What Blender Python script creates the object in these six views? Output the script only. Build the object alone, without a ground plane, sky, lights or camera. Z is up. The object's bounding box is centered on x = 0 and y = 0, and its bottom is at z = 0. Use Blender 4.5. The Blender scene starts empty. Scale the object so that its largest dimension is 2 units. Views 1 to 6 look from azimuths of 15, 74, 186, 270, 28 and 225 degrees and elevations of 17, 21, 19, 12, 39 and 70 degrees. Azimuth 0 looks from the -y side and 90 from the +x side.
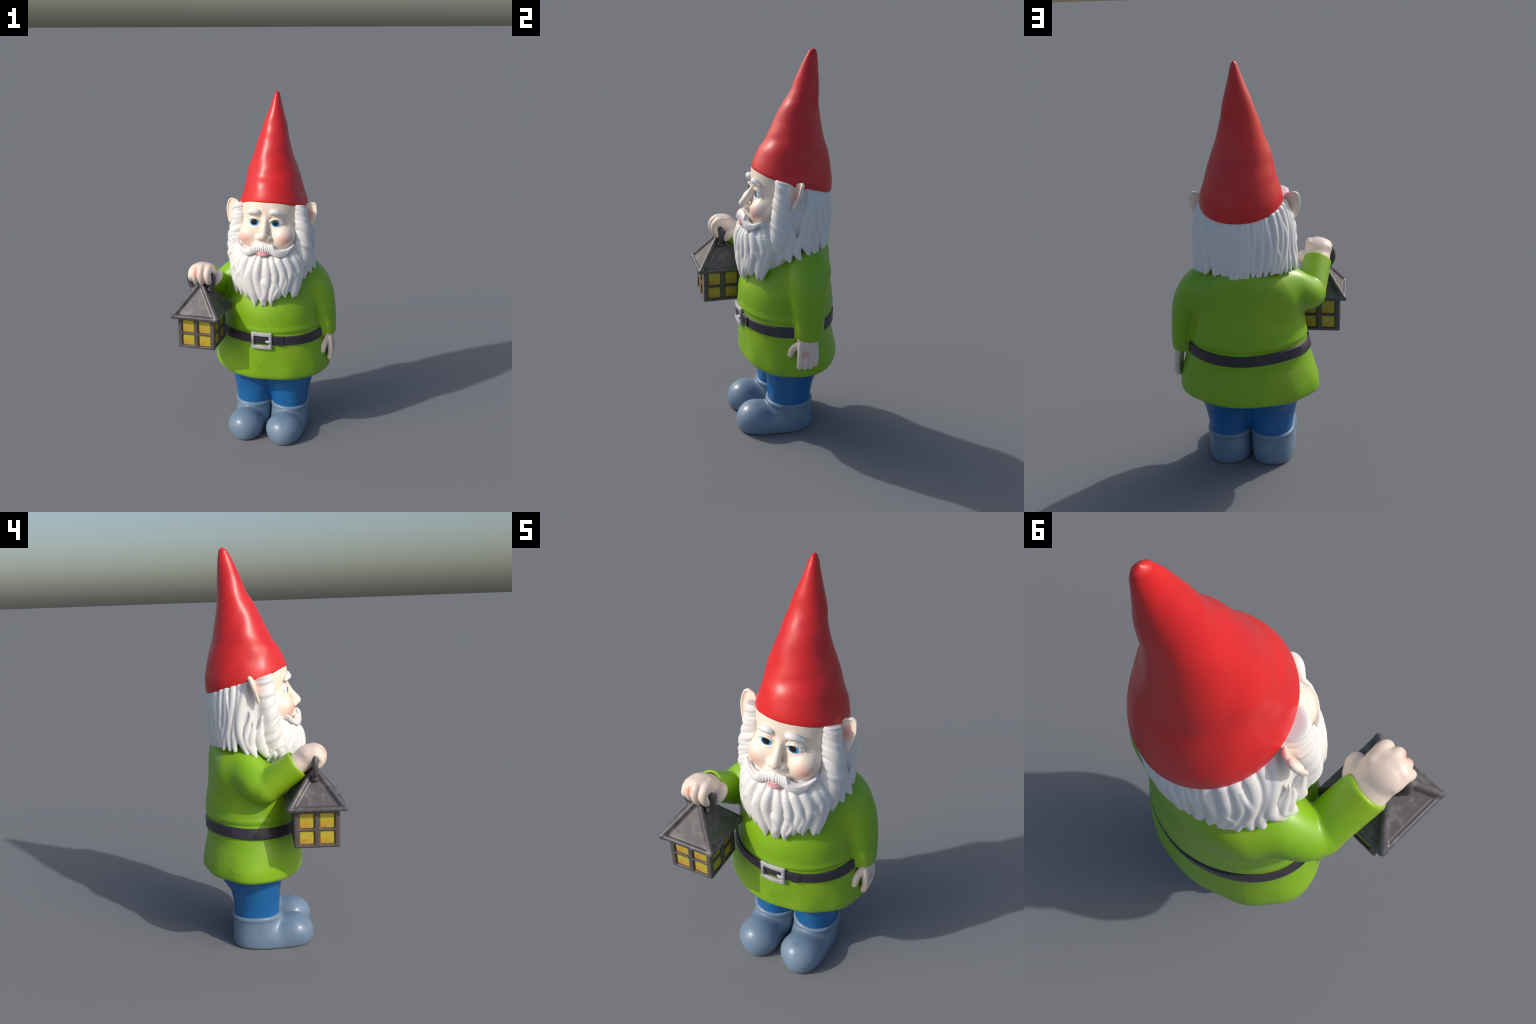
# Garden gnome with a lantern: sculpted parts are smooth implicit bodies (ellipsoids, swept
# tapering tubes, lofted sections blended together) that are polygonised here in code.
import bpy, math, random
import numpy as np
from mathutils import Vector, Matrix

CX = 0.055                      # the gnome's own mid plane (the lantern hangs out to -x)
rng = random.Random(7)
f32 = np.float32

# ------------------------------------------------------------------ field helpers
def curve(knots):
    """smooth (Catmull-Rom, monotone knots) function through (t, value) control points"""
    k = sorted(knots)
    t = np.array([p[0] for p in k], float); v = np.array([p[1] for p in k], float)
    m = np.gradient(v, t)
    for i in range(len(t) - 1):                       # limit overshoot
        d = (v[i+1]-v[i])/(t[i+1]-t[i])
        for j in (i, i+1):
            if d == 0 or m[j]*d < 0: m[j] = 0.0 if d == 0 else m[j]*0.3
            elif abs(m[j]) > 3*abs(d): m[j] = 3*d
    tt = np.linspace(t[0], t[-1], 600)
    i = np.clip(np.searchsorted(t, tt, side='right')-1, 0, len(t)-2)
    h = t[i+1]-t[i]; s = (tt-t[i])/h
    vv = ((1+2*s)*(1-s)**2*v[i] + s*(1-s)**2*h*m[i] + s*s*(3-2*s)*v[i+1] + s*s*(s-1)*h*m[i+1])
    return lambda z: np.interp(z, tt, vv).astype(f32)

def smin(a, b, k):
    h = np.clip(0.5+0.5*(b-a)/k, 0, 1)
    return b + (a-b)*h - k*h*(1-h)
def smax(a, b, k): return -smin(-a, -b, k)

class Grid:
    def __init__(s, lo, hi, h):
        s.h = h; s.lo = np.array(lo, float)
        n = np.ceil((np.array(hi)-s.lo)/h).astype(int)+1
        s.ax = [(s.lo[i]+h*np.arange(n[i])).astype(f32) for i in range(3)]
        s.shape = tuple(n)
        s.X = s.ax[0][:, None, None]; s.Y = s.ax[1][None, :, None]; s.Z = s.ax[2][None, None, :]
        s.F = np.full(s.shape, 1.0, f32)
    def box(s, lo, hi):
        sl = []
        for i in range(3):
            a = int(np.floor((lo[i]-s.lo[i])/s.h)); b = int(np.ceil((hi[i]-s.lo[i])/s.h))+1
            sl.append(slice(max(a, 0), max(min(b, s.shape[i]), 0)))
        return tuple(sl)
    def add(s, d, k=0.004): s.F = smin(s.F, d.astype(f32), k)
    def cut(s, d, k=0.004): s.F = smax(s.F, -d.astype(f32), k)
    def local(s, lo, hi, fn, k, sub=False):
        sl = s.box(lo, hi)
        X, Y, Z = s.X[sl[0]], s.Y[:, sl[1]], s.Z[:, :, sl[2]]
        if 0 in (X.size, Y.size, Z.size): return
        d = fn(X, Y, Z)
        s.F[sl] = smax(s.F[sl], -d, k) if sub else smin(s.F[sl], d, k)
    def ball(s, c, r, k=0.004, sub=False):
        r = np.broadcast_to(np.array(r, float), 3); m = float(max(r))*1.0+3*k+2*s.h
        s.local(np.array(c)-r-3*k-2*s.h, np.array(c)+r+3*k+2*s.h, lambda X, Y, Z: ellipsoid(X, Y, Z, c, r), k, sub)
    def tube(s, pts, k=0.004, n=14, squash=(1, 1, 1), sub=False):
        P = smooth_path(pts, n); rm = P[:, 3].max()+3*k+2*s.h
        rr = rm/np.array(squash)
        s.local(P[:, :3].min(0)-rr, P[:, :3].max(0)+rr, lambda X, Y, Z: tube(X, Y, Z, P, squash), k, sub)

def ellipsoid(X, Y, Z, c, r):
    qx, qy, qz = (X-f32(c[0]))/f32(r[0]), (Y-f32(c[1]))/f32(r[1]), (Z-f32(c[2]))/f32(r[2])
    k0 = np.sqrt(qx*qx+qy*qy+qz*qz)
    k1 = np.sqrt((qx/f32(r[0]))**2+(qy/f32(r[1]))**2+(qz/f32(r[2]))**2)+1e-6
    return (k0*(k0-1)/k1).astype(f32)

def smooth_path(pts, n):
    """Catmull-Rom resampling of (x, y, z, r) control points"""
    p = np.array(pts, float)
    if len(p) == 2: return np.array([p[0]+(p[1]-p[0])*t for t in np.linspace(0, 1, max(2, n//4))])
    q = np.vstack([2*p[0]-p[1], p, 2*p[-1]-p[-2]])
    out = []
    for t in np.linspace(0, len(p)-1-1e-6, n):
        i = int(t); s = t-i; a, b, c, d = q[i:i+4]
        out.append(0.5*((2*b)+(c-a)*s+(2*a-5*b+4*c-d)*s*s+(-a+3*b-3*c+d)*s**3))
    out = np.array(out); out[:, 3] = np.maximum(out[:, 3], 0.001)
    return out

def tube(X, Y, Z, P, squash=(1, 1, 1)):
    sx, sy, sz = [f32(v) for v in squash]; best = None
    for a, b in zip(P[:-1], P[1:]):
        A = a[:3]*squash; D = b[:3]*squash-A; L = float(D@D)+1e-12
        x, y, z = X*sx-f32(A[0]), Y*sy-f32(A[1]), Z*sz-f32(A[2])
        t = np.clip((x*f32(D[0])+y*f32(D[1])+z*f32(D[2]))/f32(L), 0, 1)
        d = np.sqrt((x-t*f32(D[0]))**2+(y-t*f32(D[1]))**2+(z-t*f32(D[2]))**2)-(f32(a[3])+t*f32(b[3]-a[3]))
        best = d if best is None else np.minimum(best, d)
    return best.astype(f32)

def rbox(X, Y, Z, c, half, r):
    qx, qy, qz = np.abs(X-f32(c[0]))-f32(half[0]-r), np.abs(Y-f32(c[1]))-f32(half[1]-r), np.abs(Z-f32(c[2]))-f32(half[2]-r)
    o = np.sqrt(np.maximum(qx, 0)**2+np.maximum(qy, 0)**2+np.maximum(qz, 0)**2)
    return (o+np.minimum(np.maximum(qx, np.maximum(qy, qz)), 0)-f32(r)).astype(f32)

def section_field(X, Y, Z, a, yf, yb, n=2.0, cx=CX):
    """upright body whose half width a(z), front yf(z) and back yb(z) follow profiles"""
    A, Yf, Yb = a(Z), yf(Z), yb(Z); yc = (Yf+Yb)/2; B = (Yb-Yf)/2
    q = ((np.abs(X-f32(cx))/A)**f32(n)+(np.abs(Y-yc)/B)**f32(n))**f32(1/n)
    return ((q-1)*np.minimum(A, B)).astype(f32)

def wob(X, Y, Z, f, s=0.0):
    """soft lumpy variation, about -1..1"""
    return (np.sin(f*(X*1.0+0.6*Z)+s)*np.sin(f*(Y*1.1-0.3*X)+1.7*s+1)+np.sin(f*(Z*0.9+0.5*Y)+2.3*s+2)*np.sin(f*(X*0.7-Y*0.8)+s))*0.5

# ------------------------------------------------------------------ polygonise
def polygonise(g, smooth=3):
    F = g.F; s = F < 0
    nx, ny, nz = F.shape
    cnt = np.zeros((nx-1, ny-1, nz-1), np.int8)
    for dx in (0, 1):
        for dy in (0, 1):
            for dz in (0, 1): cnt += s[dx:nx-1+dx, dy:ny-1+dy, dz:nz-1+dz]
    act = (cnt > 0) & (cnt < 8)
    I = np.argwhere(act); idx = np.full(act.shape, -1, np.int64); idx[act] = np.arange(len(I))
    C = {}
    for dx in (0, 1):
        for dy in (0, 1):
            for dz in (0, 1): C[dx, dy, dz] = F[I[:, 0]+dx, I[:, 1]+dy, I[:, 2]+dz]
    acc = np.zeros((len(I), 3)); num = np.zeros(len(I))
    for ax in range(3):
        for u in (0, 1):
            for v in (0, 1):
                o = [0, 0, 0]; o[(ax+1) % 3] = u; o[(ax+2) % 3] = v
                p = tuple(o); o[ax] = 1; q = tuple(o)
                a, b = C[p], C[q]; m = (a < 0) != (b < 0)
                t = np.where(m, a/np.where(m, a-b, 1), 0)
                pos = np.tile(np.array(p, float), (len(I), 1)); pos[:, ax] = t
                acc[m] += pos[m]; num[m] += 1
    V = (I+acc/num[:, None])*g.h+g.lo
    Q = []
    for ax in range(3):
        a1, a2 = (ax+1) % 3, (ax+2) % 3
        lo = [slice(None)]*3; hi = [slice(None)]*3; lo[ax] = slice(0, -1); hi[ax] = slice(1, None)
        d = s[tuple(lo)] != s[tuple(hi)]
        E = np.argwhere(d); E = E[(E[:, a1] > 0) & (E[:, a2] > 0) & (E[:, a1] < F.shape[a1]-1) & (E[:, a2] < F.shape[a2]-1)]
        ins = s[E[:, 0], E[:, 1], E[:, 2]]
        def cell(u, v):
            e = E.copy(); e[:, a1] -= u; e[:, a2] -= v
            return idx[e[:, 0], e[:, 1], e[:, 2]]
        q = np.stack([cell(1, 1), cell(0, 1), cell(0, 0), cell(1, 0)], 1)
        q[~ins] = q[~ins][:, ::-1]
        Q.append(q)
    Q = np.concatenate(Q)
    # light Taubin smoothing keeps the shape, removes the lattice
    e = np.concatenate([Q[:, [0, 1]], Q[:, [1, 2]], Q[:, [2, 3]], Q[:, [3, 0]]]); e = np.concatenate([e, e[:, ::-1]])
    deg = np.bincount(e[:, 0], minlength=len(V)).astype(float); deg[deg == 0] = 1
    for it in range(smooth):
        for lam in (0.5, -0.52):
            avg = np.stack([np.bincount(e[:, 0], V[e[:, 1], c], minlength=len(V)) for c in range(3)], 1)/deg[:, None]
            V = V+lam*(avg-V)
    return V, Q

# ------------------------------------------------------------------ objects
def new_object(name, V, Fc, mat, parent=None, smooth=True, normals=None):
    me = bpy.data.meshes.new(name)
    V = np.asarray(V, f32)
    if isinstance(Fc, np.ndarray):
        n = Fc.shape[1]
        me.vertices.add(len(V)); me.vertices.foreach_set('co', V.ravel())
        me.loops.add(Fc.size); me.loops.foreach_set('vertex_index', Fc.ravel().astype(np.int32))
        me.polygons.add(len(Fc)); me.polygons.foreach_set('loop_start', np.arange(0, Fc.size, n, dtype=np.int32))
        me.polygons.foreach_set('loop_total', np.full(len(Fc), n, np.int32))
        me.update(calc_edges=True)
    else:
        me.from_pydata([tuple(map(float, v)) for v in V], [], Fc); me.update()
    me.validate()
    if smooth: me.polygons.foreach_set('use_smooth', [True]*len(me.polygons))
    if normals is not None: me.normals_split_custom_set_from_vertices([tuple(map(float, n)) for n in normals])
    me.materials.append(mat)
    ob = bpy.data.objects.new(name, me); bpy.context.scene.collection.objects.link(ob)
    if parent is not None: ob.parent = parent
    return ob

def field_object(name, g, mat, parent=None, smooth=3):
    V, Q = polygonise(g, smooth)
    return new_object(name, V, Q, mat, parent)

def split_object(g, pieces, mat, parent, smooth=3):
    """one seamless surface, its faces shared out among named parts that keep the common normals"""
    V, Q = polygonise(g, smooth)
    tn = np.cross(V[Q[:, 2]]-V[Q[:, 0]], V[Q[:, 3]]-V[Q[:, 1]])
    N = np.zeros_like(V)
    for c in range(4):
        for a in range(3): N[:, a] += np.bincount(Q[:, c], tn[:, a], minlength=len(V))
    N /= np.linalg.norm(N, axis=1)[:, None]+1e-12
    cen = V[Q].mean(1); left = np.ones(len(Q), bool)
    for name, rule in pieces:
        m = left & rule(cen); left &= ~m
        used = np.unique(Q[m]); re = np.full(len(V), -1); re[used] = np.arange(len(used))
        new_object(name, V[used], re[Q[m]], mat, parent, True, N[used])

# ------------------------------------------------------------------ materials
def material(name, base, rough=0.5, spots=None, tint=None, bump=0.0, bump_scale=60, spec=0.5, metallic=0.0, coat=0.0, masks=()):
    m = bpy.data.materials.new(name); m.use_nodes = True
    nt = m.node_tree; N = nt.nodes; L = nt.links; bs = N['Principled BSDF']
    tc = N.new('ShaderNodeTexCoord')
    bs.inputs['Roughness'].default_value = rough; bs.inputs['Metallic'].default_value = metallic
    bs.inputs['Specular IOR Level'].default_value = spec; bs.inputs['Coat Weight'].default_value = coat
    col = N.new('ShaderNodeRGB'); col.outputs[0].default_value = (*base, 1); cur = col.outputs[0]
    def mix(cur, fac, c2, blend='MIX'):
        x = N.new('ShaderNodeMix'); x.data_type = 'RGBA'; x.blend_type = blend
        L.new(fac, x.inputs[0]); L.new(cur, x.inputs[6])
        x.inputs[7].default_value = (*c2, 1); return x.outputs[2]
    def ramp(src, lo, hi, a=0.0, b=1.0):
        r = N.new('ShaderNodeMapRange'); r.interpolation_type = 'SMOOTHSTEP'; L.new(src, r.inputs[0])
        r.inputs[1].default_value = lo; r.inputs[2].default_value = hi; r.inputs[3].default_value = a; r.inputs[4].default_value = b
        return r.outputs[0]
    def noise(scale, detail=3):
        n = N.new('ShaderNodeTexNoise'); n.inputs['Scale'].default_value = scale; n.inputs['Detail'].default_value = detail
        L.new(tc.outputs['Object'], n.inputs['Vector']); return n.outputs['Fac']
    for c2, scale, lo, hi, amt in (tint or []):                 # broad mottling
        cur = mix(cur, ramp(noise(scale), lo, hi, 0, amt), c2)
    for (cx, cy, cz), (rx, ry, rz), c2, amt in masks:           # soft round patches of another paint
        mp = N.new('ShaderNodeMapping'); mp.vector_type = 'TEXTURE'
        mp.inputs['Location'].default_value = (cx, cy, cz); mp.inputs['Scale'].default_value = (rx, ry, rz)
        L.new(tc.outputs['Object'], mp.inputs['Vector'])
        ln = N.new('ShaderNodeVectorMath'); ln.operation = 'LENGTH'; L.new(mp.outputs[0], ln.inputs[0])
        cur = mix(cur, ramp(ln.outputs['Value'], 0.15, 1.0, amt, 0), c2)
    if spots:                                                   # little dark pits and specks
        c2, scale, size, amt, zlo, zhi = spots
        vo = N.new('ShaderNodeTexVoronoi'); vo.inputs['Scale'].default_value = scale
        nd = N.new('ShaderNodeTexNoise'); nd.inputs['Scale'].default_value = 90
        L.new(tc.outputs['Object'], nd.inputs['Vector'])
        ad = N.new('ShaderNodeMix'); ad.data_type = 'VECTOR'; ad.inputs[0].default_value = 0.012
        L.new(tc.outputs['Object'], ad.inputs[4]); L.new(nd.outputs['Color'], ad.inputs[5])
        L.new(ad.outputs[1], vo.inputs['Vector'])
        d = ramp(vo.outputs['Distance'], size*0.5, size, 1, 0)
        sep = N.new('ShaderNodeSeparateColor'); L.new(vo.outputs['Color'], sep.inputs[0])
        pick = ramp(sep.outputs[0], 0.30, 0.6, 0, 1)           # only some cells carry a speck
        cl = ramp(noise(9, 2), 0.36, 0.52)                      # specks come in drifts
        xyz = N.new('ShaderNodeSeparateXYZ'); L.new(tc.outputs['Object'], xyz.inputs[0])
        low = ramp(xyz.outputs['Z'], zlo, zhi, 1, 0)            # splashed from the ground
        f = d
        for o in (pick, cl, low):
            mu = N.new('ShaderNodeMath'); mu.operation = 'MULTIPLY'; L.new(f, mu.inputs[0]); L.new(o, mu.inputs[1]); f = mu.outputs[0]
        mu = N.new('ShaderNodeMath'); mu.operation = 'MULTIPLY'; mu.inputs[1].default_value = amt; L.new(f, mu.inputs[0])
        cur = mix(cur, mu.outputs[0], c2)
    L.new(cur, bs.inputs['Base Color'])
    if bump:
        b = N.new('ShaderNodeBump'); b.inputs['Strength'].default_value = bump; b.inputs['Distance'].default_value = 0.004
        L.new(noise(bump_scale, 4), b.inputs['Height']); L.new(b.outputs[0], bs.inputs['Normal'])
    return m

M_hat = material('hat_red', (0.67, 0.018, 0.019), 0.36, tint=[((0.56, 0.015, 0.022), 5, 0.45, 0.7, 0.6)], bump=0.10, bump_scale=45)
M_hair = material('hair_white', (0.775, 0.765, 0.75), 0.5, bump=0.08, bump_scale=120)
SKIN = (0.91, 0.775, 0.645); BLUSH = (0.86, 0.36, 0.27)
M_face = material('face_skin', SKIN, 0.38, masks=[((CX+s*0.110, -0.115, 1.222), (0.058, 0.08, 0.060), BLUSH, 0.7) for s in (-1, 1)])
M_ear = material('ear_skin', SKIN, 0.4, masks=[((CX+s*0.218, 0.042, 1.342), (0.036, 0.05, 0.056), (0.88, 0.36, 0.27), 0.9) for s in (-1, 1)])
M_hand = material('hand_skin', (0.80, 0.66, 0.56), 0.38, masks=[((-0.305, -0.262, 1.055), (0.03, 0.035, 0.05), (0.85, 0.36, 0.28), 0.8),
                                          ((0.43, 0.078, 0.555), (0.04, 0.034, 0.042), (0.72, 0.34, 0.28), 0.75)],
                  tint=[((0.74, 0.6, 0.52), 20, 0.5, 0.75, 0.5)])
M_lip = material('lip_pink', (0.80, 0.38, 0.39), 0.35)
M_tunic = material('tunic_green', (0.225, 0.46, 0.010), 0.38, tint=[((0.30, 0.48, 0.014), 4, 0.45, 0.7, 0.7), ((0.17, 0.40, 0.012), 7, 0.5, 0.75, 0.5)],
                   spots=((0.05, 0.10, 0.02), 40, 0.17, 0.8, 0.6, 1.0), bump=0.05, bump_scale=35)
M_trouser = material('trouser_blue', (0.009, 0.135, 0.37), 0.42, tint=[((0.008, 0.10, 0.33), 6, 0.4, 0.7, 0.7)], spots=((0.01, 0.03, 0.08), 42, 0.17, 0.8, 0.3, 0.6))
M_boot = material('boot_grey_blue', (0.16, 0.24, 0.34), 0.34, tint=[((0.20, 0.28, 0.38), 7, 0.45, 0.7, 0.7), ((0.13, 0.19, 0.27), 12, 0.5, 0.75, 0.5)],
                  spots=((0.03, 0.04, 0.06), 42, 0.18, 0.85, 0.25, 0.5), bump=0.04)
M_belt = material('belt_dark', (0.036, 0.029, 0.043), 0.42, tint=[((0.05, 0.04, 0.06), 9, 0.45, 0.7, 0.7)])
M_buckle = material('buckle_silver', (0.50, 0.50, 0.50), 0.35, tint=[((0.36, 0.36, 0.37), 25, 0.45, 0.7, 0.7)])
M_roof = material('lantern_iron', (0.088, 0.080, 0.088), 0.38, tint=[((0.17, 0.165, 0.16), 26, 0.46, 0.70, 0.75)], bump=0.05)
M_frame = material('lantern_frame', (0.10, 0.084, 0.080), 0.45, tint=[((0.14, 0.112, 0.105), 15, 0.45, 0.7, 0.6)])
M_ring = material('lantern_handle', (0.085, 0.075, 0.085), 0.4)
M_pane = material('lantern_glass', (0.52, 0.43, 0.045), 0.28, tint=[((0.58, 0.26, 0.035), 12, 0.48, 0.68, 0.95), ((0.40, 0.38, 0.04), 30, 0.5, 0.8, 0.5)],
                  spots=((0.16, 0.12, 0.03), 55, 0.16, 0.8, 3, 4))
M_white = material('eye_white', (0.82, 0.82, 0.80), 0.22)
M_iris = material('iris_blue', (0.07, 0.35, 0.70), 0.22)
M_pupil = material('pupil_black', (0.012, 0.012, 0.012), 0.2)

# ------------------------------------------------------------------ the thing
gnome = bpy.data.objects.new('garden_gnome', None)
bpy.context.scene.collection.objects.link(gnome)
gnome['label'] = 'bearded garden gnome with red hat holding a lantern'
gnome['category'] = 'garden gnome'

# ------------------------------------------------------------------ hat
def brim(x, y): return 1.431-0.285*(y+0.11)+0.06*(y+0.11)*(y-0.29)     # tilted, slightly sagging hat edge
def build_hat():
    yf = curve([(1.28, -0.128), (1.38, -0.119), (1.425, -0.112), (1.47, -0.097), (1.521, -0.072), (1.555, -0.048), (1.579, -0.033), (1.648, -0.001), (1.70, 0.022), (1.736, 0.041),
                (1.775, 0.068), (1.804, 0.084), (1.871, 0.109), (1.932, 0.135), (1.975, 0.158), (1.992, 0.170), (2.0, 0.186)])
    yb = curve([(1.28, 0.297), (1.325, 0.299), (1.357, 0.300), (1.427, 0.290), (1.502, 0.276), (1.557, 0.257), (1.638, 0.239), (1.699, 0.229), (1.809, 0.221), (1.881, 0.216),
                (1.941, 0.211), (1.98, 0.205), (1.993, 0.200), (2.0, 0.188)])
    xl = curve([(1.28, -0.146), (1.377, -0.140), (1.414, -0.132), (1.465, -0.116), (1.516, -0.106), (1.566, -0.096), (1.646, -0.071), (1.739, -0.045), (1.839, -0.014),
                (1.924, 0.017), (1.975, 0.034), (1.992, 0.041), (2.0, 0.049)])
    xr = curve([(1.28, 0.256), (1.38, 0.248), (1.412, 0.242), (1.467, 0.222), (1.543, 0.200), (1.592, 0.182), (1.654, 0.157), (1.745, 0.130), (1.821, 0.113), (1.884, 0.094),
                (1.939, 0.078), (1.98, 0.067), (1.992, 0.061), (2.0, 0.051)])
    nA, rows = 160, []
    vs = [0.0]+list(np.linspace(0.012, 0.97, 110))+[0.978, 0.985, 0.991, 0.995, 0.998]
    ang = np.linspace(0, 2*np.pi, nA, endpoint=False); ca, sa = np.cos(ang), np.sin(ang)
    for v in vs:
        z = np.full(nA, 1.36+(2.0-1.36)*v)
        for _ in range(6):
            F_, B_, L_, R_ = yf(z), yb(z), xl(z), xr(z)
            x = 0.0028*(1-v)+(L_+R_)/2+(R_-L_)/2*ca; y = (F_+B_)/2+(B_-F_)/2*sa
            z = brim(x, y)*(1-v)+2.0*v
        amp = 0.0024*min(1, (1-v)*4)*min(1, v*8)
        w = wob(x, y, z, 26.0, 0.7)+0.6*wob(x, y, z, 47.0, 2.1)
        # two soft creases running across the front
        front = np.clip(-sa, 0, 1)
        for zc, wd, dp in ((1.562, 0.022, 0.0030), (1.742, 0.025, 0.0022)):
            w = w-front*dp/0.0024*np.exp(-((z-zc-0.03*ca)/wd)**2)
        x = x+amp*w*ca; y = y+amp*w*sa
        rows.append(np.stack([x, y, z], 1))
    base = rows[0]; c = base.mean(0)
    under = []
    for sc, dz in ((0.998, -0.004), (0.990, -0.0085), (0.976, -0.0115), (0.958, -0.0115), (0.94, -0.008), (0.92, 0.004), (0.90, 0.03)):
        r = c+(base-c)*sc; r[:, 2] = base[:, 2]*1.0+dz; under.append(r)
    rows = under[::-1]+rows
    V = np.concatenate(rows+[np.array([[0.05, 0.187, 2.0]])]); Fc = []
    for i in range(len(rows)-1):
        for j in range(nA):
            k = (j+1) % nA; Fc.append((i*nA+j, i*nA+k, (i+1)*nA+k, (i+1)*nA+j))
    for j in range(nA): Fc.append(((len(rows)-1)*nA+j, (len(rows)-1)*nA+(j+1) % nA, len(V)-1))
    new_object('hat', V, Fc, M_hat, gnome)
build_hat()

# ------------------------------------------------------------------ tunic: torso and sleeved arms
T_a = curve([(0.33, 0.325), (0.37, 0.337), (0.42, 0.347), (0.457, 0.346), (0.516, 0.333), (0.589, 0.311), (0.64, 0.299), (0.70, 0.291), (0.76, 0.284), (0.82, 0.277), (0.88, 0.262),
             (0.94, 0.240), (0.99, 0.212), (1.04, 0.172), (1.10, 0.11)])
T_f = curve([(0.33, -0.145), (0.37, -0.152), (0.42, -0.164), (0.48, -0.166), (0.55, -0.169), (0.64, -0.170), (0.70, -0.175), (0.76, -0.174), (0.82, -0.163), (0.88, -0.142), (0.95, -0.11),
             (1.03, -0.06), (1.10, 0.0)])
T_b = curve([(0.33, 0.333), (0.37, 0.346), (0.42, 0.353), (0.457, 0.349), (0.518, 0.336), (0.588, 0.322), (0.666, 0.323), (0.718, 0.326), (0.777, 0.320), (0.836, 0.310), (0.90, 0.305),
             (0.95, 0.302), (1.0, 0.298), (1.05, 0.284), (1.10, 0.25)])
T_n = 1.95
def hem(X, Y): return 0.389+0.011*np.tanh((Y-0.05)/0.12)+0.004*np.sin(19*X+1.0+4*Y)*np.sin(15*Y+2)
def build_tunic():
    g = Grid((-0.42, -0.24, 0.33), (0.46, 0.38, 1.12), 0.0046); X, Y, Z = g.X, g.Y, g.Z
    body = section_field(X+0.006*np.clip((0.60-Z)/0.15, 0, 1), Y, Z, T_a, T_f, T_b, T_n)
    body = body-0.004*np.clip((0.56-Z)/0.1, 0, 1)*(np.sin(23*X+1.0+9*Y)*np.sin(17*Y+5*X))          # the skirt hangs unevenly
    body = body+0.0025*np.exp(-((Z-0.680)/0.008)**2)-0.003*np.exp(-((Z-0.70)/0.014)**2)-0.002*wob(X, Y, Z, 17.0, 0.4)   # pinched above the belt
    body = smax(body, (hem(X, Y)-Z), 0.034)
    # hanging left sleeve (his left, +x): tapering, wider front to back
    P = smooth_path([(0.20, 0.130, 0.985, 0.088), (0.270, 0.122, 0.945, 0.089), (0.322, 0.115, 0.88, 0.080), (0.351, 0.113, 0.80, 0.069), (0.368, 0.112, 0.70, 0.0600), (0.373, 0.110, 0.56, 0.056)], 30)
    arm = tube(X, Y, Z, P, (1, 0.79, 1))
    arm = smax(arm, 0.612-Z, 0.022)
    body = smin(body, ellipsoid(X, Y, Z, (-0.095, 0.136, 0.918), (0.122, 0.122, 0.118)), 0.06)
    shoulder = ellipsoid(X, Y, Z, (0.222, 0.152, 0.920), (0.132, 0.105, 0.118))         # shoulder blade fills in behind
    g.F = smin(smin(body, shoulder, 0.03), arm, 0.020)
    # raised right arm: shoulder to elbow, then forearm up and forward to the cuff
    U = smooth_path([(-0.08, 0.11, 0.965, 0.10), (-0.155, 0.10, 0.935, 0.098), (-0.225, 0.065, 0.893, 0.084), (-0.252, 0.022, 0.872, 0.075)], 30)
    g.F = smin(g.F, tube(X, Y, Z, U), 0.022)
    e0, e1 = np.array([-0.254, 0.020, 0.873]), np.array([-0.282, -0.137, 0.994])
    dirn = (e1-e0)/np.linalg.norm(e1-e0); far = e1+dirn*0.06
    Fo = smooth_path([(*e0, 0.0735), (*((e0+e1)/2), 0.072), (*e1, 0.0715), (*far, 0.0715)], 20)
    fore = tube(X, Y, Z, Fo)
    cut = (X-f32(e1[0]))*f32(dirn[0])+(Y-f32(e1[1]))*f32(dirn[1])+(Z-f32(e1[2]))*f32(dirn[2])
    fore = smax(fore, cut, 0.012)
    hole = smooth_path([(*(e1-dirn*0.02), 0.058), (*far, 0.058)], 8)
    fore = smax(fore, -tube(X, Y, Z, hole), 0.006)
    g.F = smin(g.F, fore, 0.010)
    split_object(g, [('arm', lambda c: (c[:, 0] > 0.315-0.25*(c[:, 2]-0.8)*(c[:, 2] > 0.8)) & (c[:, 2] > 0.55) & (tube(c[:, 0], c[:, 1], c[:, 2], P, (1, 0.79, 1)) < 0.006)),
                     ('arm', lambda c: (c[:, 0] < -0.17) & (np.minimum(tube(c[:, 0], c[:, 1], c[:, 2], U), tube(c[:, 0], c[:, 1], c[:, 2], Fo)) < 0.006)),
                     ('torso', lambda c: np.ones(len(c), bool))], M_tunic, gnome)
build_tunic()

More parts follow.
